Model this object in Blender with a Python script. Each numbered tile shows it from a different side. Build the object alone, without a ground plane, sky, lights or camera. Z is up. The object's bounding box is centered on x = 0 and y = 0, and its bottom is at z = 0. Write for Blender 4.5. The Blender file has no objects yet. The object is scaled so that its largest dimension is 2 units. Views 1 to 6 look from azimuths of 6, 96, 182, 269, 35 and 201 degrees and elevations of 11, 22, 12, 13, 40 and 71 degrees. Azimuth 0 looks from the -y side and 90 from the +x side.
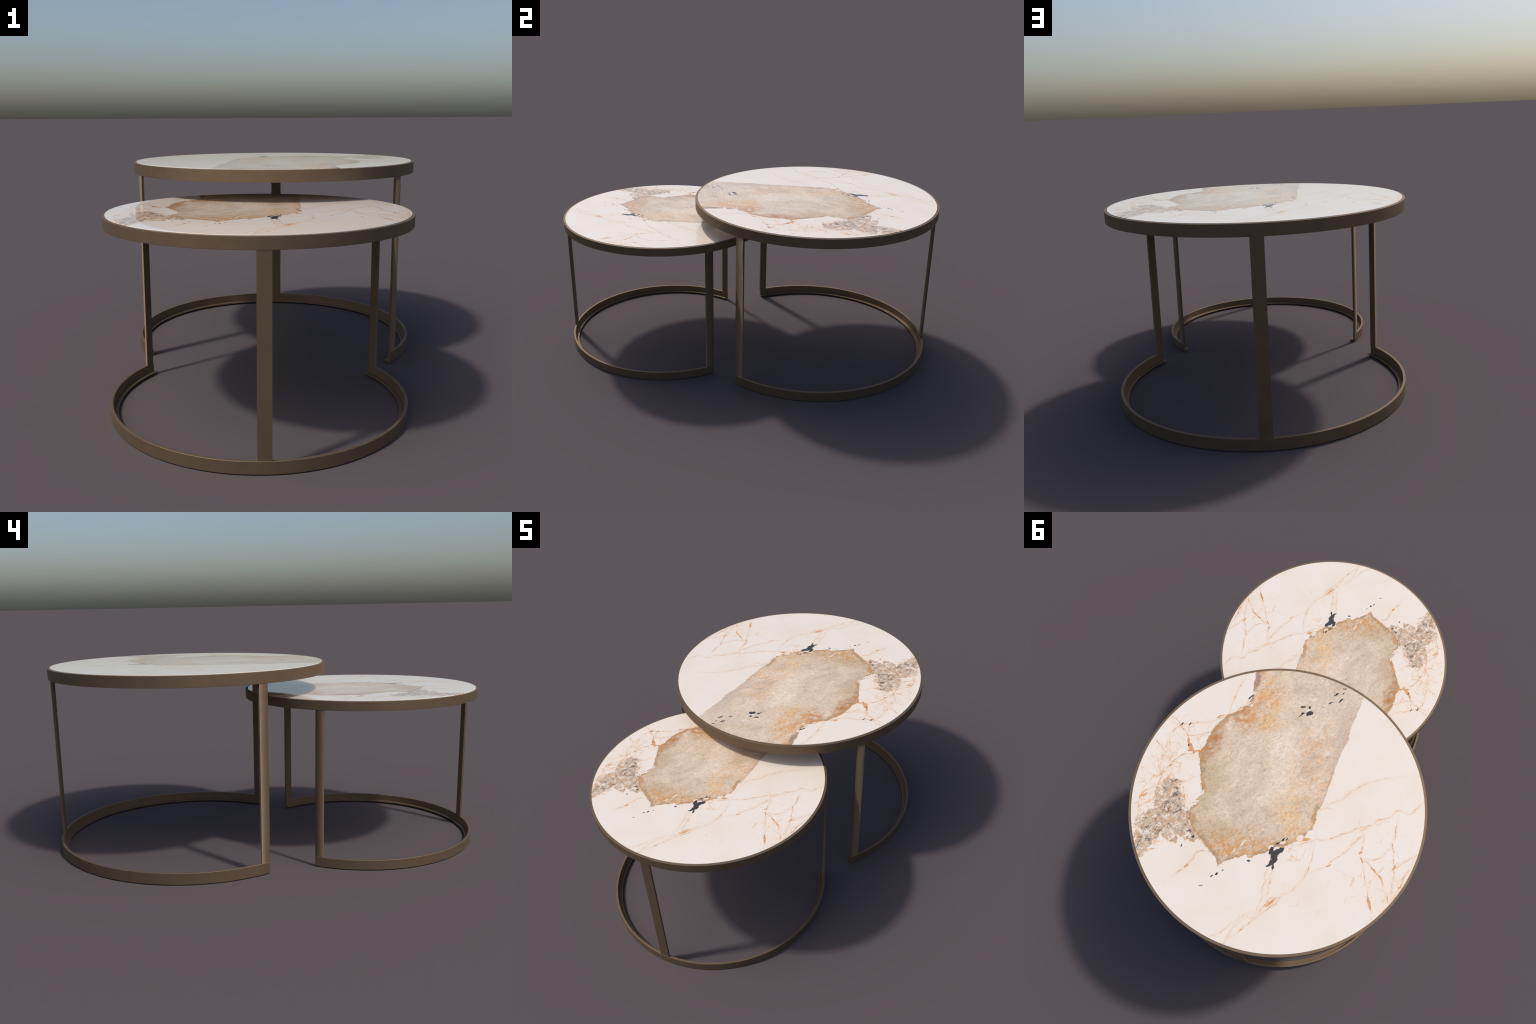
"""Two round nesting coffee tables: veined marble discs in bronze hoops, each on
three flat legs that stand on an open C-shaped angle-iron ring."""
import bpy, bmesh, math
from math import sin, cos, radians, pi, atan2, hypot
from mathutils import Vector


# ------------------------------------------------------------------ helpers
def lin(r, g, b, a=1.0):
    f = lambda c: c / 12.92 if c <= 0.04045 else ((c + 0.055) / 1.055) ** 2.4
    return (f(r / 255), f(g / 255), f(b / 255), a)


class Graph:
    """Tiny shorthand for building shader node trees."""

    def __init__(self, name):
        self.mat = bpy.data.materials.new(name)
        self.mat.use_nodes = True
        self.nt = self.mat.node_tree
        self.nt.nodes.clear()

    def node(self, kind, **props):
        n = self.nt.nodes.new(kind)
        for k, v in props.items():
            setattr(n, k, v)
        return n

    def put(self, sock, val):
        if isinstance(val, bpy.types.NodeSocket):
            self.nt.links.new(val, sock)
        elif val is not None:
            sock.default_value = val

    def math(self, op, a, b=None, c=None, clamp=False):
        n = self.node('ShaderNodeMath', operation=op, use_clamp=clamp)
        for s, v in zip(n.inputs, (a, b, c)):
            self.put(s, v)
        return n.outputs[0]

    def vmath(self, op, a, b=None, scale=None):
        n = self.node('ShaderNodeVectorMath', operation=op)
        self.put(n.inputs[0], a)
        self.put(n.inputs[1], b)
        if scale is not None:
            self.put(n.inputs['Scale'], scale)
        return n.outputs['Value'] if op == 'LENGTH' else n.outputs[0]

    def step(self, v, a, b, lo=0.0, hi=1.0, kind='SMOOTHSTEP'):
        n = self.node('ShaderNodeMapRange', interpolation_type=kind)
        for s, x in zip(n.inputs, (v, a, b, lo, hi)):
            self.put(s, x)
        return n.outputs[0]

    def noise(self, vec, scale, detail=3.0, rough=0.55, dist=0.0, color=False):
        n = self.node('ShaderNodeTexNoise')
        self.put(n.inputs['Vector'], vec)
        n.inputs['Scale'].default_value = scale
        n.inputs['Detail'].default_value = detail
        n.inputs['Roughness'].default_value = rough
        n.inputs['Distortion'].default_value = dist
        return n.outputs['Color'] if color else n.outputs['Fac']

    def mapping(self, vec, loc=(0, 0, 0), rot=0.0, scale=(1, 1, 1), kind='TEXTURE'):
        n = self.node('ShaderNodeMapping', vector_type=kind)
        self.put(n.inputs['Vector'], vec)
        n.inputs['Location'].default_value = loc
        n.inputs['Rotation'].default_value = (0, 0, rot)
        n.inputs['Scale'].default_value = scale
        return n.outputs[0]

    def xyz(self, vec):
        n = self.node('ShaderNodeSeparateXYZ')
        self.put(n.inputs[0], vec)
        return n.outputs

    def curve(self, val, pts, handle='VECTOR'):
        n = self.node('ShaderNodeFloatCurve')
        m = n.mapping
        m.use_clip = False
        c = m.curves[0]
        while len(c.points) > 2:
            c.points.remove(c.points[-1])
        c.points[0].location = pts[0]
        c.points[1].location = pts[-1]
        for p in pts[1:-1]:
            c.points.new(*p)
        for p in c.points:
            p.handle_type = handle
        m.update()
        self.put(n.inputs['Value'], val)
        return n.outputs[0]

    def ramp(self, val, stops):
        n = self.node('ShaderNodeValToRGB')
        e = n.color_ramp.elements
        e[0].position, e[0].color = stops[0]
        e[1].position, e[1].color = stops[-1]
        for p, c in stops[1:-1]:
            e.new(p).color = c
        self.put(n.inputs[0], val)
        return n.outputs[0]

    def mix(self, fac, a, b, mode='MIX'):
        n = self.node('ShaderNodeMix', data_type='RGBA', blend_type=mode)
        self.put(n.inputs[0], fac)
        self.put(n.inputs[6], a)
        self.put(n.inputs[7], b)
        return n.outputs[2]

    # --- marble vocabulary -------------------------------------------------
    def blob(self, vec, centre, radii, rot=0.0):
        """Elliptical distance: 0 at the centre, 1 on the ellipse."""
        return self.vmath('LENGTH', self.mapping(vec, (*centre, 0), radians(rot), (*radii, 1e6)))

    def outline(self, vec, centre, pts):
        """Inset depth (metres, positive inside) of a patch that is star-shaped
        about its centre, its radius following the control points by angle."""
        pol = sorted(((atan2(y - centre[1], x - centre[0]) / (2 * pi) + 0.5,
                       hypot(x - centre[0], y - centre[1])) for x, y in pts))
        (t0, r0), (t1, r1) = pol[0], pol[-1]
        k = (1 - t1) / (t0 + 1 - t1)
        rw = r1 + (r0 - r1) * k
        pol = [(0, rw)] + pol + [(1, rw)]
        x, y, _ = self.xyz(self.vmath('SUBTRACT', vec, (*centre, 0)))
        t = self.math('MULTIPLY_ADD', self.math('ARCTAN2', y, x), 1 / (2 * pi), 0.5)
        r = self.math('SQRT', self.math('MULTIPLY_ADD', x, x, self.math('MULTIPLY', y, y)))
        return self.math('SUBTRACT', self.curve(t, pol), r)

    def vein(self, vec, pts, widen, width):
        """Distance-to-vein mask: 1 on the vein, fading over its width."""
        a, b = Vector(pts[0]), Vector(pts[-1])
        d = b - a
        ln = d.length
        u = d / ln
        prof = []
        for p in pts:
            q = Vector(p) - a
            prof.append((q.dot(u) / ln, (u.x * q.y - u.y * q.x)))
        prof[0], prof[-1] = (0, 0), (1, 0)
        x, y, so_far = self.xyz(self.mapping(vec, (*a, 0), atan2(u.y, u.x), (ln, 1, 1)))
        off = self.math('ABSOLUTE', self.math('SUBTRACT', y, self.curve(x, prof, 'AUTO')))
        # tapered towards both ends
        taper = self.math('MINIMUM', self.math('MULTIPLY', self.math('MULTIPLY', x, self.math('SUBTRACT', 1.0, x)), 14.0), 1.0)
        w = self.math('MULTIPLY', self.math('MULTIPLY', taper, widen), width)
        return self.math('MAXIMUM', so_far, self.math('SUBTRACT', w, off))      # >0 inside the vein

    def carry(self, flat, value):
        """Position with a running value riding in z, so that long lists of
        marks are worked through one after another."""
        n = self.node('ShaderNodeCombineXYZ')
        for sock, v in zip(n.inputs, (flat[0], flat[1], value)):
            self.put(sock, v)
        return n.outputs[0]

    def union(self, vals):
        out = vals[0]
        for v in vals[1:]:
            out = self.math('MAXIMUM', out, v)
        return out

    def surface(self, color, rough, metallic=0.0, bump=None, **extra):
        p = self.node('ShaderNodeBsdfPrincipled')
        self.put(p.inputs['Base Color'], color)
        self.put(p.inputs['Roughness'], rough)
        self.put(p.inputs['Metallic'], metallic)
        for k, v in extra.items():
            self.put(p.inputs[k], v)
        if bump:
            n = self.node('ShaderNodeBump')
            n.inputs['Strength'].default_value = bump[1]
            n.inputs['Distance'].default_value = bump[2]
            self.put(n.inputs['Height'], bump[0])
            self.nt.links.new(n.outputs[0], p.inputs['Normal'])
        o = self.node('ShaderNodeOutputMaterial')
        self.nt.links.new(p.outputs[0], o.inputs[0])
        return self.mat


# ------------------------------------------------------------------ materials
def bronze():
    g = Graph('bronze_lacquer')
    obj = g.node('ShaderNodeTexCoord').outputs['Object']
    n = g.noise(obj, 25, 2)
    col = g.mix(g.step(n, 0.3, 0.7), lin(*BRONZE_DARK), lin(*BRONZE_LIGHT))
    return g.surface(col, 0.66, 0.78)


BRONZE_DARK, BRONZE_LIGHT = (120, 101, 82), (124, 105, 85)

# Marble layout, metres from the centre of the large top.
BODY_CENTRE = (0.083, -0.143)
BODY = [(0.303, -0.557), (0.294, -0.495), (0.281, -0.44), (0.284, -0.401), (0.299, -0.359), (0.348, -0.307),
        (0.365, -0.274), (0.383, -0.234), (0.39, -0.185), (0.395, -0.131), (0.406, -0.097), (0.389, -0.073),
        (0.371, -0.034), (0.354, 0.004), (0.334, 0.047), (0.319, 0.08), (0.323, 0.106), (0.363, 0.147),
        (0.348, 0.173), (0.331, 0.191), (0.309, 0.221), (0.274, 0.246), (0.232, 0.272), (0.197, 0.291),
        (0.16, 0.306), (0.152, 0.328), (0.138, 0.350), (0.126, 0.318), (0.11, 0.302), (0.081, 0.283), (0.045, 0.258), (0.026, 0.272),
        (0.017, 0.248), (-0.027, 0.218), (-0.055, 0.183), (-0.109, 0.154), (-0.142, 0.125), (-0.18, 0.044),
        (-0.173, -0.015), (-0.184, -0.077), (-0.18, -0.144), (-0.179, -0.188), (-0.181, -0.238),
        (-0.184, -0.315), (-0.193, -0.374), (-0.189, -0.435), (-0.189, -0.487), (-0.194, -0.531),
        (-0.195, -0.579), (-0.206, -0.615), (0.05, -0.72)]
GRANITE_CENTRE = (0.437, 0.219)
GRANITE = [(0.505, 0.094), (0.483, 0.056), (0.446, 0.05), (0.424, 0.078), (0.392, 0.125), (0.356, 0.158),
           (0.326, 0.186), (0.296, 0.220), (0.262, 0.250), (0.288, 0.284), (0.312, 0.316), (0.343, 0.315),
           (0.346, 0.29), (0.368, 0.27), (0.418, 0.298), (0.438, 0.328), (0.446, 0.373), (0.464, 0.417),
           (0.504, 0.38), (0.523, 0.317), (0.55, 0.265), (0.531, 0.244), (0.492, 0.201), (0.502, 0.156),
           (0.515, 0.127)]
# (half width in mm, control points)
VEINS = [
    (1.5, [(0.009, 0.627), (-0.026, 0.572), (-0.074, 0.499), (-0.121, 0.425), (-0.144, 0.377), (-0.184, 0.327),
           (-0.207, 0.278), (-0.218, 0.207), (-0.207, 0.118)]),
    (1.2, [(-0.001, 0.619), (-0.007, 0.557), (-0.028, 0.519)]),
    (1.0, [(0.07, 0.62), (0.046, 0.602), (0.006, 0.545), (-0.039, 0.489)]),
    (1.3, [(-0.242, 0.225), (-0.279, 0.189), (-0.309, 0.146), (-0.335, 0.114), (-0.363, 0.048), (-0.386, 0.007)]),
    (1.8, [(-0.113, 0.153), (-0.152, 0.136), (-0.189, 0.111), (-0.247, 0.081), (-0.286, 0.048), (-0.319, 0.027),
           (-0.365, -0.014), (-0.41, -0.044), (-0.425, -0.068), (-0.459, -0.09), (-0.506, -0.145),
           (-0.535, -0.137), (-0.565, -0.176), (-0.591, -0.224)]),
    (2.8, [(-0.412, 0.104), (-0.444, 0.12), (-0.481, 0.139), (-0.511, 0.164), (-0.547, 0.209), (-0.575, 0.243)]),
    (1.5, [(-0.414, 0.104), (-0.432, 0.152), (-0.454, 0.193), (-0.471, 0.219), (-0.484, 0.249), (-0.5, 0.275),
           (-0.512, 0.296), (-0.527, 0.339)]),
    (1.5, [(-0.509, -0.089), (-0.516, -0.035), (-0.523, 0.023), (-0.54, 0.063), (-0.553, 0.108), (-0.562, 0.15),
           (-0.578, 0.224)]),
    (2.8, [(-0.545, 0.114), (-0.566, 0.085), (-0.588, 0.054), (-0.626, 0.019)]),
    (1.7, [(-0.624, 0.028), (-0.605, 0.112), (-0.597, 0.159), (-0.579, 0.241), (-0.551, 0.291)]),
    (1.4, [(-0.4, 0.095), (-0.4, 0.072), (-0.399, 0.035), (-0.379, 0.0)]),
    (1.4, [(-0.426, 0.104), (-0.485, 0.082), (-0.506, 0.034), (-0.522, 0.02)]),
    (1.6, [(-0.178, 0.026), (-0.181, -0.032), (-0.202, -0.05), (-0.229, -0.054)]),
    (0.9, [(-0.202, -0.064), (-0.253, -0.107), (-0.283, -0.154), (-0.344, -0.223), (-0.426, -0.272)]),
    (1.2, [(-0.06, 0.282), (-0.06, 0.332), (-0.068, 0.365), (-0.075, 0.42), (-0.074, 0.464)]),
    (1.1, [(-0.078, 0.275), (-0.084, 0.323), (-0.094, 0.386)]),
    (2.6, [(-0.079, 0.477), (-0.099, 0.424), (-0.114, 0.392), (-0.144, 0.377)]),
    (2.0, [(-0.081, 0.477), (-0.116, 0.435), (-0.143, 0.399), (-0.15, 0.37)]),
    (1.8, [(-0.557, 0.271), (-0.547, 0.253), (-0.561, 0.239), (-0.58, 0.245)]),
    (1.8, [(0.586, -0.224), (0.548, -0.206), (0.526, -0.188), (0.49, -0.167), (0.47, -0.141), (0.445, -0.109),
           (0.426, -0.093)]),
    (1.8, [(0.53, -0.186), (0.513, -0.204), (0.492, -0.213), (0.465, -0.23), (0.424, -0.239), (0.385, -0.275),
           (0.34, -0.312)]),
    (1.2, [(0.342, -0.317), (0.353, -0.382), (0.349, -0.437), (0.343, -0.526)]),
    (2.4, [(0.345, -0.315), (0.308, -0.356), (0.279, -0.409)]),
    (1.8, [(0.479, -0.158), (0.441, -0.172), (0.414, -0.189), (0.39, -0.216)]),
    (2.2, [(0.4, -0.119), (0.427, -0.09), (0.473, -0.06), (0.5, -0.008), (0.525, 0.046), (0.558, 0.083)]),
    (1.3, [(0.608, -0.091), (0.547, -0.051), (0.519, -0.026)]),
    (1.5, [(0.545, -0.052), (0.542, 0.007), (0.521, 0.055), (0.516, 0.102)]),
    (1.2, [(0.543, -0.181), (0.551, -0.117), (0.536, -0.065), (0.547, -0.051)]),
    (2.0, [(0.493, -0.215), (0.489, -0.18), (0.48, -0.152)]),
    (1.8, [(0.502, -0.012), (0.483, 0.031), (0.507, 0.089), (0.567, 0.16), (0.554, 0.223), (0.536, 0.265)]),
    (1.8, [(0.475, 0.038), (0.502, 0.078), (0.51, 0.159), (0.556, 0.209)]),
    (2.4, [(0.412, 0.065), (0.375, 0.13)]),
    (2.4, [(0.203, 0.299), (0.237, 0.307), (0.258, 0.369), (0.277, 0.399), (0.298, 0.439)]),
    (2.8, [(0.535, 0.255), (0.517, 0.296), (0.503, 0.361), (0.487, 0.388)]),
    (3.2, [(0.352, 0.170), (0.340, 0.200), (0.318, 0.222), (0.302, 0.238), (0.272, 0.257)]),
    (1.8, [(0.464, 0.417), (0.447, 0.383), (0.418, 0.363)]),
]
# (x, y, radius along, radius across, direction in degrees)
DARK_CHIPS = [(-0.069, 0.240, 0.028, 0.012, 72), (-0.077, 0.196, 0.026, 0.010, 52), (-0.064, 0.216, 0.020, 0.015, 60),
              (-0.047, 0.204, 0.013, 0.009, 75), (-0.058, 0.262, 0.016, 0.005, 62), (-0.074, 0.264, 0.014, 0.005, 96),
              (-0.043, 0.218, 0.006, 0.004, 80),
              (-0.074, 0.146, 0.009, 0.003, 60), (-0.091, 0.140, 0.006, 0.003, 70), (-0.061, 0.168, 0.007, 0.003, 60),
              (0.009, -0.440, 0.018, 0.009, 48), (0.002, -0.447, 0.010, 0.007, 40), (0.016, -0.467, 0.008, 0.005, 110),
              (0.046, -0.459, 0.011, 0.004, 30), (0.037, -0.429, 0.009, 0.005, 30), (0.043, -0.414, 0.009, 0.0025, 55),
              (-0.104, -0.546, 0.017, 0.004, 78), (-0.066, -0.521, 0.011, 0.0025, 50), (-0.098, -0.605, 0.009, 0.003, 25),
              (-0.103, -0.582, 0.007, 0.003, 60), (-0.079, -0.571, 0.006, 0.0035, 50), (-0.072, -0.563, 0.006, 0.0025, 50),
              (-0.037, -0.489, 0.004, 0.002, 20), (0.134, 0.372, 0.009, 0.004, 45), (0.149, 0.387, 0.007, 0.003, 50),
              (0.178, 0.438, 0.008, 0.002, 30), (0.029, 0.275, 0.007, 0.004, 35), (0.288, 0.258, 0.007, 0.005, 0),
              (0.318, 0.313, 0.005, 0.003, 70), (0.115, 0.352, 0.004, 0.003, 40),
              (0.463, -0.117, 0.005, 0.004, 0), (0.492, -0.213, 0.008, 0.003, 80),
              (0.525, -0.200, 0.008, 0.003, 60), (0.281, -0.430, 0.020, 0.003, 62)]
WHITE_CHIPS = [(-0.068, 0.209, 0.004, 0.004, 0), (0.274, -0.448, 0.012, 0.007, 70), (0.263, -0.387, 0.010, 0.005, 40),
               (0.287, -0.385, 0.020, 0.004, 42), (0.318, 0.065, 0.012, 0.005, 80), (0.330, 0.112, 0.016, 0.005, 28),
               (0.077, 0.216, 0.020, 0.004, 62), (-0.040, 0.192, 0.012, 0.006, 50), (-0.079, 0.158, 0.014, 0.006, 40),
               (-0.142, 0.112, 0.014, 0.012, 40), (0.017, -0.450, 0.008, 0.005, 62), (0.005, -0.510, 0.012, 0.003, 50),
               (0.122, 0.325, 0.030, 0.008, 48), (0.105, 0.262, 0.014, 0.003, 62)]
RUST_CHIPS = [(0.449, -0.113, 0.018, 0.011, 130), (0.466, -0.130, 0.022, 0.005, 118), (0.432, -0.099, 0.016, 0.005, 125),
              (0.447, -0.096, 0.014, 0.004, 20), (0.400, -0.110, 0.018, 0.005, 35), (-0.500, 0.276, 0.026, 0.006, 118),
              (-0.551, 0.099, 0.014, 0.004, 80), (-0.165, 0.112, 0.018, 0.006, 30), (0.267, 0.386, 0.010, 0.005, 40),
              (-0.292, 0.184, 0.013, 0.003, 30), (-0.416, 0.117, 0.013, 0.003, 120), (-0.508, 0.159, 0.012, 0.004, 130),
              (-0.118, 0.408, 0.028, 0.005, 57), (0.378, -0.291, 0.018, 0.003, 40), (0.498, 0.000, 0.008, 0.004, 60),
              (-0.402, 0.084, 0.009, 0.004, 70), (0.530, -0.194, 0.012, 0.004, 70), (0.556, 0.160, 0.014, 0.005, 50)]


def marble():
    g = Graph('veined_marble')
    p0 = g.node('ShaderNodeTexCoord').outputs['Object']
    pos = g.vmath('MULTIPLY', p0, (1, 1, 0))

    def warp(a1, s1, a2, s2):
        n1 = g.vmath('SUBTRACT', g.noise(pos, s1, 2, color=True), (0.5, 0.5, 0.5))
        n2 = g.vmath('SUBTRACT', g.noise(pos, s2, 2, color=True), (0.5, 0.5, 0.5))
        v = g.vmath('ADD', pos, g.vmath('SCALE', n1, scale=a1))
        v = g.vmath('ADD', v, g.vmath('SCALE', n2, scale=a2))
        return g.vmath('MULTIPLY', v, (1, 1, 0))

    rough_edge = warp(0.020, 17, 0.010, 75)
    bitten_edge = warp(0.022, 30, 0.013, 70)
    crack_edge = warp(0.020, 24, 0.008, 85)
    fine = g.noise(pos, 150, 4, 0.65)
    cloud = g.noise(pos, 4.5, 3)
    break_up = g.noise(pos, 34, 3, 0.6)

    # white ground with creamy clouds and the odd pale fleck
    white = g.ramp(cloud, [(0.30, lin(237, 225, 214)), (0.5, lin(240, 230, 222)), (0.70, lin(240, 232, 228))])
    flecks = g.step(g.noise(g.mapping(pos, rot=radians(-52), scale=(1, 0.35, 1)), 70, 3, 0.6), 0.60, 0.78)
    white = g.mix(g.math('MULTIPLY', flecks, 0.35), white, lin(226, 200, 178))

    # ---- stone body: drifting beige, stained, then a fine pulpy grain over all ----
    along = radians(57)
    drift = g.noise(g.mapping(pos, rot=along, scale=(1.8, 1, 1)), 13, 5, 0.62, 0.8)
    stone = g.ramp(drift, [(0.30, lin(194, 173, 148)), (0.46, lin(208, 189, 165)), (0.56, lin(215, 197, 174)),
                           (0.72, lin(224, 208, 188))])

    def zone(base, centre, radii, rot, colour, amount, noisy=None, lo=0.42, hi=0.62):
        f = g.step(g.blob(rough_edge, centre, radii, rot), 1.0, 0.25, 0, amount)
        if noisy is not None:
            f = g.math('MULTIPLY', f, g.step(noisy, lo, hi))
        return g.mix(f, base, lin(*colour))

    stain = g.noise(g.mapping(pos, rot=along, scale=(1.7, 1, 1)), 21, 5, 0.66, 0.7)
    stain2 = g.noise(g.mapping(pos, (3, 1, 0), along, (1.6, 1, 1)), 38, 6, 0.72, 0.7)
    thread = g.math('ABSOLUTE', g.math('SUBTRACT', g.noise(g.mapping(pos, (7, 2, 0), along, (2.2, 1, 1)), 19, 5, 0.66, 0.9), 0.5))
    stone = zone(stone, (0.34, 0.02), (0.11, 0.24), 8, (190, 167, 136), 0.75)
    stone = zone(stone, (0.20, 0.21), (0.22, 0.09), 15, (188, 164, 130), 0.7)
    stone = zone(stone, (0.04, -0.19), (0.12, 0.28), 12, (232, 217, 198), 0.55)
    stone = zone(stone, (-0.10, -0.30), (0.09, 0.16), 10, (226, 212, 196), 0.5, drift)
    stone = zone(stone, (-0.165, -0.36), (0.05, 0.32), 2, (199, 181, 165), 0.8)
    stone = zone(stone, (-0.07, -0.52), (0.13, 0.12), 0, (208, 191, 173), 0.7)
    stone = zone(stone, (-0.13, -0.24), (0.06, 0.30), 8, (232, 184, 140), 0.55, stain2, 0.48, 0.62)
    stone = zone(stone, (-0.09, 0.08), (0.09, 0.17), 20, (222, 170, 104), 0.7, stain, 0.42, 0.66)
    stone = zone(stone, (-0.05, 0.00), (0.08, 0.13), 20, (234, 192, 132), 0.55, stain2, 0.44, 0.64)
    stone = zone(stone, (0.20, -0.43), (0.11, 0.22), 14, (226, 178, 120), 0.7, stain, 0.40, 0.64)
    stone = zone(stone, (0.255, -0.42), (0.07, 0.20), 14, (210, 144, 76), 0.75, stain2, 0.46, 0.64)
    stone = zone(stone, (0.29, -0.33), (0.13, 0.075), 140, (186, 124, 66), 0.9, stain2, 0.38, 0.60)
    stone = zone(stone, (0.18, -0.33), (0.13, 0.06), 10, (228, 184, 126), 0.5, stain2, 0.44, 0.62)
    stone = zone(stone, (0.375, -0.16), (0.065, 0.14), 172, (172, 118, 66), 0.9, stain2, 0.34, 0.58)
    stone = zone(stone, (0.08, 0.24), (0.22, 0.06), 20, (202, 148, 82), 0.85, stain2, 0.40, 0.60)
    stone = zone(stone, (0.285, -0.51), (0.022, 0.075), 4, (150, 132, 118), 0.95)

    def threads(base, centre, radii, rot, colour, amount):
        f = g.math('MULTIPLY', g.step(thread, 0.030, 0.0), g.step(g.blob(rough_edge, centre, radii, rot), 1.0, 0.5, 0, amount))
        return g.mix(f, base, lin(*colour))

    stone = threads(stone, (0.22, -0.42), (0.11, 0.20), 10, (206, 138, 68), 0.5)
    stone = threads(stone, (-0.10, -0.05), (0.12, 0.42), 10, (218, 158, 92), 0.6)
    stone = threads(stone, (0.10, 0.21), (0.24, 0.08), 20, (200, 144, 76), 0.7)

    # ragged rusty-brown crust along the natural borders (not the clean sawn-looking side)
    clean = g.step(g.blob(pos, (-0.21, -0.34), (0.13, 0.36)), 1.0, 0.75)
    body_edge = g.mix(clean, bitten_edge, warp(0.004, 17, 0.008, 75))
    body_in = g.outline(body_edge, BODY_CENTRE, BODY)
    rim_noise = g.noise(pos, 15, 4, 0.62)
    depth = g.math('MULTIPLY_ADD', rim_noise, 0.095, -0.020)
    crust = g.math('MULTIPLY', g.step(g.math('SUBTRACT', depth, body_in), 0.0, 0.022), g.step(clean, 1.0, 0.0, 0.12, 0.75))
    crust_col = g.ramp(stain2, [(0.36, lin(150, 120, 84)), (0.48, lin(176, 140, 96)), (0.58, lin(196, 142, 80)), (0.70, lin(214, 160, 96))])
    stone = g.mix(crust, stone, crust_col)
    lip = g.math('MULTIPLY', g.step(body_in, 0.0055, 0.0), g.step(rim_noise, 0.38, 0.56))
    stone = g.mix(g.math('MULTIPLY', lip, 0.6), stone, lin(140, 106, 72))
    # grain, pits and pale crystals
    grain = g.noise(g.mapping(pos, rot=along, scale=(1.5, 1, 1)), 100, 5, 0.68, 0.9)
    stone = g.mix(1.0, stone, g.ramp(grain, [(0.33, (0.74, 0.72, 0.70, 1)), (0.45, (0.94, 0.935, 0.93, 1)),
                                             (0.56, (1.03, 1.03, 1.03, 1)), (0.68, (1.14, 1.15, 1.17, 1))]), 'MULTIPLY')
    pits = g.step(g.noise(g.mapping(pos, (2, 6, 0), along, (1.3, 1, 1)), 72, 4, 0.62), 0.64, 0.74)
    stone = g.mix(g.math('MULTIPLY', pits, 0.5), stone, lin(150, 122, 90))
    crystals = g.step(g.noise(g.mapping(pos, (5, 2, 0), along, (2.2, 1, 1)), 110, 3, 0.6), 0.62, 0.74)
    stone = g.mix(g.math('MULTIPLY', crystals, 0.5), stone, lin(242, 232, 220))
    body_mask = g.step(body_in, -0.0010, 0.0018)

    # ---- granite breccia: crumbling grey-beige fragments, dark grit, rusty seams ----
    frag = g.noise(pos, 30, 4, 0.66, 0.6)
    gr_in = g.outline(bitten_edge, GRANITE_CENTRE, GRANITE)
    gr_in = g.math('ADD', gr_in, g.math('MULTIPLY_ADD', frag, 0.11, -0.054))
    gn = g.noise(g.mapping(pos, rot=along, scale=(1.4, 1, 1)), 70, 6, 0.74, 0.8)
    granite = g.ramp(gn, [(0.33, lin(136, 122, 114)), (0.42, lin(186, 167, 150)), (0.52, lin(208, 188, 169)),
                          (0.60, lin(226, 210, 195)), (0.68, lin(246, 238, 230))])
    grit = g.noise(g.vmath('ADD', pos, (4, 4, 0)), 15, 3, 0.6)
    smear = g.noise(g.mapping(bitten_edge, (6, 3, 0), along, (1.9, 1, 1)), 74, 4, 0.62)
    spots = g.step(g.math('MULTIPLY_ADD', grit, 0.45, smear), 0.790, 0.845)
    brown = g.step(g.noise(g.vmath('ADD', pos, (1, 9, 0)), 22, 4, 0.66, 0.8), 0.52, 0.66, 0, 0.55)
    granite = g.mix(brown, granite, lin(178, 148, 120))
    granite = g.mix(g.math('MULTIPLY', spots, 0.8), granite, lin(88, 84, 86))
    gr_rust = g.step(g.math('ABSOLUTE', g.math('SUBTRACT', g.noise(pos, 17, 4, 0.6, 1.0), 0.5)), 0.022, 0.004)
    granite = g.mix(g.math('MULTIPLY', gr_rust, 0.7), granite, lin(218, 156, 92))
    gr_rim = g.math('MULTIPLY', g.step(gr_in, 0.013, 0.0), g.step(break_up, 0.42, 0.52))
    granite = g.mix(g.math('MULTIPLY', gr_rim, 0.8), granite, lin(216, 152, 90))
    gr_holes = g.step(g.noise(g.vmath('ADD', pos, (8, 1, 0)), 36, 4, 0.66, 0.5), 0.555, 0.60)
    gr_mask = g.math('MULTIPLY', g.step(gr_in, -0.001, 0.004), g.math('SUBTRACT', 1.0, g.math('MULTIPLY', gr_holes, 0.85)))

    # ---- veins and cracks in the white ----
    widen = g.step(break_up, 0.30, 0.75, 0.25, 2.0, 'LINEAR')
    flat = g.xyz(crack_edge)
    veins = -1.0
    for w, pts in VEINS:
        veins = g.vein(g.carry(flat, veins), pts, widen, w * 0.00072)
    vein_mask = g.math('MULTIPLY', g.step(veins, -0.0012, 0.0008), g.step(g.noise(pos, 27, 4, 0.66), 0.40, 0.60, 0.12, 1.0))
    halo = g.step(veins, -0.013, 0.0, 0, 0.22)

    def cracks(scale, centre, radii, rot, width, gate_lo, gate_hi, seed):
        v = g.node('ShaderNodeTexVoronoi', feature='DISTANCE_TO_EDGE')
        v.inputs['Scale'].default_value = scale
        g.put(v.inputs['Vector'], g.vmath('ADD', crack_edge, (seed, seed * 0.7, 0)))
        line = g.step(v.outputs['Distance'], width, 0.0)
        gate = g.step(g.noise(g.vmath('ADD', pos, (seed, 0, 0)), 22, 3, 0.6), gate_lo, gate_hi)
        area = g.step(g.blob(rough_edge, centre, radii, rot), 1.0, 0.75)
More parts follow.
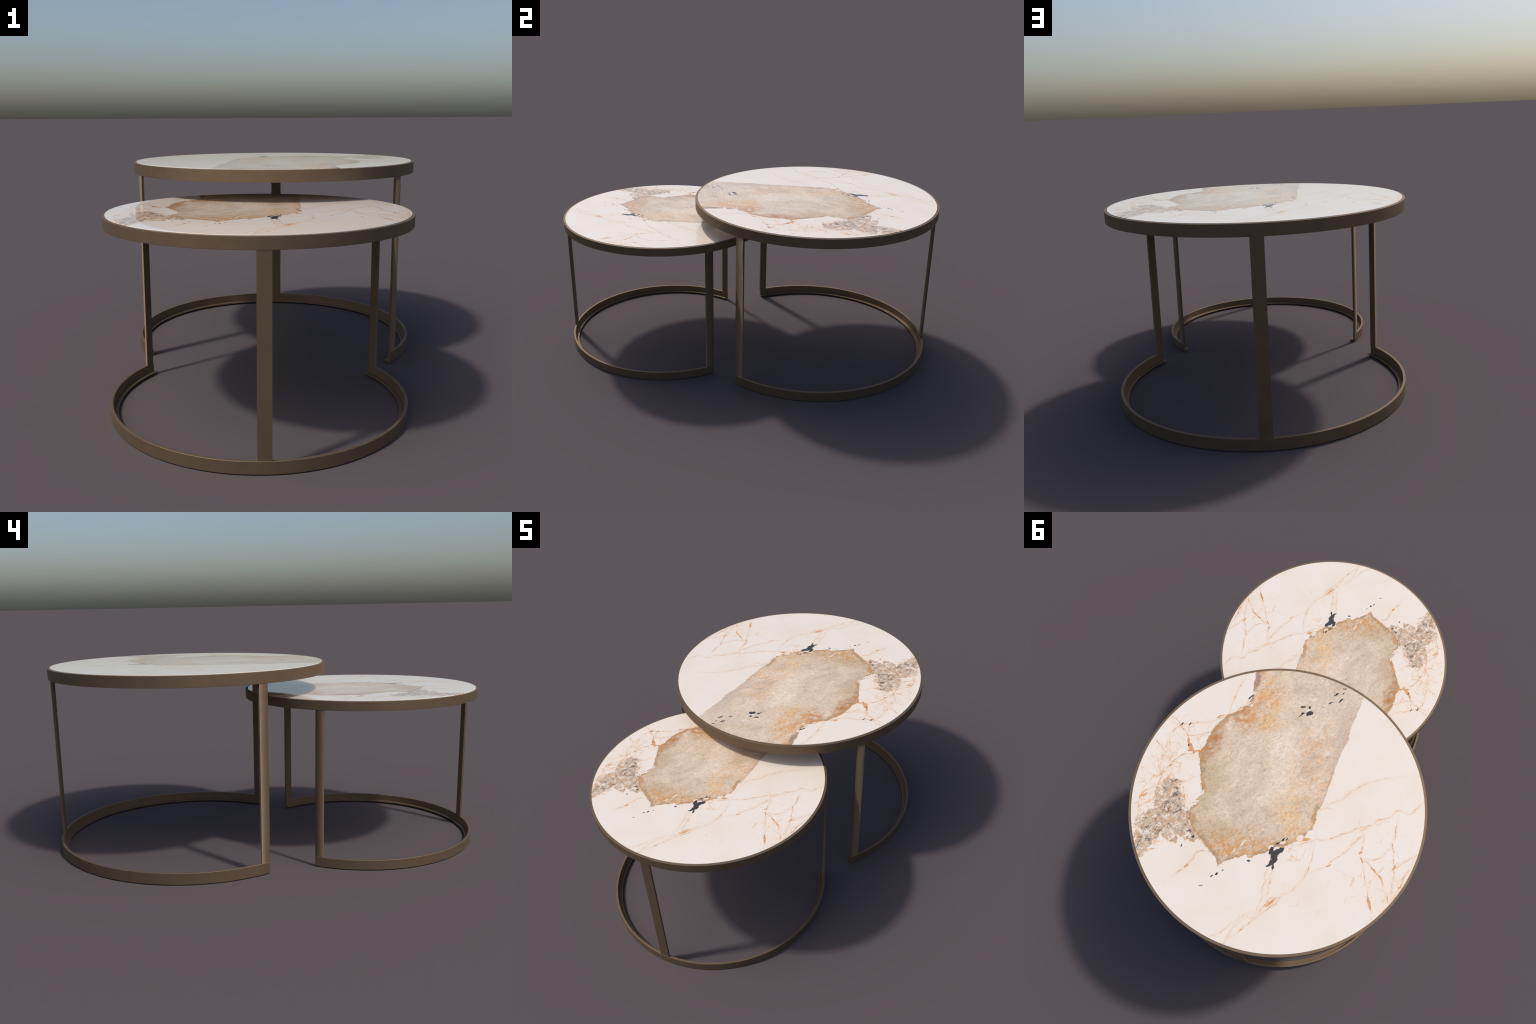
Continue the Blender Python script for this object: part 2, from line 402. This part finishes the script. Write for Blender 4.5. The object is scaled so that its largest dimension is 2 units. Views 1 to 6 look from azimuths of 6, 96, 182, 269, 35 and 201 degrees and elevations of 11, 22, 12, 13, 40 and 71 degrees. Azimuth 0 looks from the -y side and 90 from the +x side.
        return g.math('MULTIPLY', g.math('MULTIPLY', line, gate), area)

    net = g.union([cracks(22, (0.50, 0.08), (0.13, 0.24), 0, 0.042, 0.44, 0.60, 3.1),
                   g.math('MULTIPLY', cracks(13, (0.50, -0.06), (0.16, 0.26), 0, 0.030, 0.44, 0.58, 7.7), 0.7),
                   g.math('MULTIPLY', cracks(11, (-0.47, 0.11), (0.19, 0.26), 10, 0.022, 0.46, 0.60, 1.3), 0.65),
                   g.math('MULTIPLY', cracks(30, (-0.12, 0.14), (0.10, 0.08), -40, 0.06, 0.42, 0.55, 5.2), 0.9),
                   g.math('MULTIPLY', cracks(9, (-0.25, 0.35), (0.26, 0.22), 0, 0.012, 0.50, 0.62, 9.4), 0.5)])
    near_vein = g.step(veins, -0.024, -0.004)
    net = g.math('MAXIMUM', net, g.math('MULTIPLY', near_vein, g.math('MULTIPLY', cracks(34, (0, 0), (0.9, 0.9), 0, 0.036, 0.50, 0.64, 2.2), 0.7)))
    fringe = g.step(gr_in, -0.055, -0.005)
    net = g.math('MAXIMUM', net, g.math('MULTIPLY', fringe, cracks(40, (0.48, 0.14), (0.2, 0.26), 0, 0.075, 0.42, 0.56, 6.6)))
    vein_col = g.ramp(break_up, [(0.34, lin(234, 194, 140)), (0.50, lin(224, 164, 98)), (0.66, lin(194, 128, 68))])

    col = g.mix(halo, white, lin(232, 206, 180))
    col = g.mix(g.math('MULTIPLY', net, 0.72), col, lin(226, 166, 102))
    col = g.mix(g.math('MULTIPLY', vein_mask, 0.92), col, vein_col)
    col = g.mix(gr_mask, col, granite)
    # rusty seam outside the stone body, in stretches
    seam = g.math('MULTIPLY', g.step(body_in, -0.010, -0.001), g.step(rim_noise, 0.53, 0.62))
    col = g.mix(g.math('MULTIPLY', seam, 0.7), col, lin(218, 160, 100))
    stone = g.mix(1.0, stone, (1.11, 1.11, 1.17, 1), 'MULTIPLY')
    col = g.mix(body_mask, col, stone)

    def chips(items, col, colour, amount):
        near = 9.0
        for x, y, ra, rb, rot in items:
            at = g.carry(flat, near)
            near = g.math('MINIMUM', g.xyz(at)[2], g.blob(at, (x, y), (ra, rb), rot))
        return g.mix(g.step(g.math('MULTIPLY_ADD', break_up, 0.9, near), 1.60, 1.36, 0, amount), col, colour)

    col = chips(RUST_CHIPS, col, g.ramp(break_up, [(0.35, lin(232, 178, 114)), (0.6, lin(204, 134, 70))]), 0.9)
    col = chips(WHITE_CHIPS, col, lin(240, 228, 218), 0.9)
    col = chips(DARK_CHIPS, col, g.ramp(fine, [(0.3, lin(30, 31, 36)), (0.65, lin(52, 51, 54))]), 0.96)
    col = g.mix(1.0, col, (0.92, 0.90, 0.85, 1), 'MULTIPLY')
    return g.surface(col, 0.035, 0.0)


# ------------------------------------------------------------------ geometry
def mesh_object(name, bm, mat, parent, sharp=30):
    me = bpy.data.meshes.new(name)
    bmesh.ops.recalc_face_normals(bm, faces=bm.faces)
    for e in bm.edges:
        if len(e.link_faces) == 2 and e.calc_face_angle(0) > radians(sharp):
            e.smooth = False
    for f in bm.faces:
        f.smooth = True
    bm.to_mesh(me)
    bm.free()
    me.materials.append(mat)
    ob = bpy.data.objects.new(name, me)
    bpy.context.collection.objects.link(ob)
    ob.parent = parent
    return ob


def sweep(profile, a0, a1, steps, closed):
    """Turn a closed (radius, height) profile about the z axis."""
    bm = bmesh.new()
    n = steps if closed else steps + 1
    rings = []
    for i in range(n):
        a = radians(a0 + (a1 - a0) * i / steps)
        rings.append([bm.verts.new((r * cos(a), r * sin(a), z)) for r, z in profile])
    m = len(profile)
    for i in range(steps):
        r0, r1 = rings[i], rings[(i + 1) % n]
        for j in range(m):
            k = (j + 1) % m
            bm.faces.new((r0[j], r1[j], r1[k], r0[k]))
    if not closed:
        bm.faces.new(rings[0])
        bm.faces.new(rings[-1][::-1])
    return bm


def chamfered(pts, c):
    """Cut every corner of a profile by c."""
    out = []
    n = len(pts)
    for i in range(n):
        p, q, r = Vector(pts[i - 1]), Vector(pts[i]), Vector(pts[(i + 1) % n])
        d0, d1 = (p - q), (r - q)
        k0, k1 = min(c, d0.length * 0.4), min(c, d1.length * 0.4)
        out += [tuple(q + d0.normalized() * k0), tuple(q + d1.normalized() * k1)]
    return out


def disc(name, radius, thick, chamfer, mat, parent):
    """A solid round slab with a softened top edge."""
    bm = bmesh.new()
    n = 192
    prof = [(radius, -thick), (radius, -chamfer), (radius - chamfer * 0.3, -chamfer * 0.3), (radius - chamfer, 0)]
    rings = [[bm.verts.new((r * cos(2 * pi * i / n), r * sin(2 * pi * i / n), z)) for i in range(n)] for r, z in prof]
    for r0, r1 in zip(rings, rings[1:]):
        for i in range(n):
            j = (i + 1) % n
            bm.faces.new((r0[i], r0[j], r1[j], r1[i]))
    bm.faces.new(rings[-1])
    bm.faces.new(rings[0][::-1])
    return mesh_object(name, bm, mat, parent, 12)


def leg_mesh(name, R, a_out, a_in, thick, z0, z1, mat, parent, end_leg):
    """A flat bar standing on the ring; a_out is its edge towards the opening.
    The two legs at the opening are flat bars as well, but their
    normals are tilted by hand to draw a sunlit side and its fade to dark."""
    bm = bmesh.new()
    pa = Vector((R * cos(radians(a_out)), R * sin(radians(a_out)), 0))
    pb = Vector((R * cos(radians(a_in)), R * sin(radians(a_in)), 0))
    mid = (pa + pb) / 2
    out = Vector((mid.x, mid.y, 0)).normalized()
    t = (pa - pb).normalized()
    quad = [pa, pb, pb - out * thick, pa - out * thick]
    lo = [bm.verts.new((p.x, p.y, z0)) for p in quad]
    hi = [bm.verts.new((p.x, p.y, z1)) for p in quad]
    for i in range(4):
        j = (i + 1) % 4
        bm.faces.new((lo[i], lo[j], hi[j], hi[i]))
    bm.faces.new(hi)
    bm.faces.new(lo[::-1])
    ob = mesh_object(name, bm, mat, parent)
    if end_leg:
        me = ob.data
        up = Vector((0, 0, 1))
        normals = []
        for poly in me.polygons:
            for li in poly.loop_indices:
                v = me.vertices[me.loops[li].vertex_index].co
                at_gap = (Vector((v.x, v.y, 0)) - pa).length < thick * 1.2
                n = poly.normal.copy()
                if n.dot(out) > 0.9:
                    n = (out + t * 1.3 + up * 0.4) if at_gap else (out + up * 0.9)  # leaned skyward so the flat outer face looks sunlit, dimming at the gap
                elif n.dot(-t) > 0.9:
                    n = (-t + up * 0.9)
                normals.append(n.normalized())
        me.normals_split_custom_set(normals)
    return ob


def table(spec, bronze_mat, marble_mat, slab_mesh):
    root = bpy.data.objects.new('coffee_table', None)
    root.empty_display_size = 0.2
    root.location = (*spec['centre'], 0)
    bpy.context.collection.objects.link(root)
    root['label'] = spec['label']
    root['category'] = 'coffee table'
    R, wall = spec['radius'], spec['wall']
    top, bottom, ring_h = spec['top'], spec['bottom'], spec['ring']
    # hoop round the top, with a ledge under the slab
    ledge = 0.03
    hoop = chamfered([(R, bottom), (R, top), (R - wall, top), (R - wall, top - 0.018),
                      (R - wall - ledge, top - 0.018), (R - wall - ledge, bottom)], 0.0008)
    mesh_object('tabletop_hoop', sweep(hoop, 0, 360, 192, True), bronze_mat, root)
    # slab standing 2 mm proud of the hoop
    slab_r = R - wall + 0.0004
    if slab_mesh is None:
        slab = disc('marble_top', slab_r, 0.019, 0.0008, marble_mat, root)
        slab_mesh = (slab.data, slab_r)
    else:
        slab = bpy.data.objects.new('marble_top', slab_mesh[0])
        bpy.context.collection.objects.link(slab)
        slab.parent = root
        k = slab_r / slab_mesh[1]
        slab.scale = (k, k, 1)
    slab.location.z = top + 0.0023
    slab.rotation_euler.z = radians(spec['turn'])
    # floor ring: upright wall with an inner foot, open towards the other table
    fl = spec['foot']
    a0, a1 = spec['ring_arc']
    ring = chamfered([(R, 0), (R, ring_h), (R - wall, ring_h), (R - wall, 0.010), (R - wall - fl, 0.010),
                      (R - wall - fl, 0.0035), (R - wall + 0.001, 0.0035), (R - wall + 0.002, 0)], 0.0010)
    mesh_object('floor_ring', sweep(ring, a0, a1, 150, False), bronze_mat, root)
    for a_out, a_in, is_end in spec['legs']:
        leg_mesh('leg', R - 0.0006, a_out, a_in, wall - 0.0024, ring_h - 0.004, bottom + 0.006, bronze_mat, root, is_end)
    return slab_mesh


LARGE = dict(centre=(0.0, 0.359), radius=0.641, wall=0.012, top=0.8535, bottom=0.8060, ring=0.0495, foot=0.0190,
             turn=0.0, ring_arc=(-33.1, 213.1),
             legs=[(-33.35, -29.4, True), (-146.55, -150.2, True), (95.5, 90.9, False)],
             label='tall round marble coffee table with bronze hoop and open ring base')
SMALL = dict(centre=(0.013, -0.4545), radius=0.5455, wall=0.0105, top=0.7235, bottom=0.6838, ring=0.0430, foot=0.0182,
             turn=-175.1, ring_arc=(151.2, 397.95),
             legs=[(151.3, 155.1, True), (37.95, 33.7, True), (-84.7, -80.0, False)],
             label='low round marble coffee table with bronze hoop and open ring base')

metal, stone_mat = bronze(), marble()
shared = table(LARGE, metal, stone_mat, None)
table(SMALL, metal, stone_mat, shared)
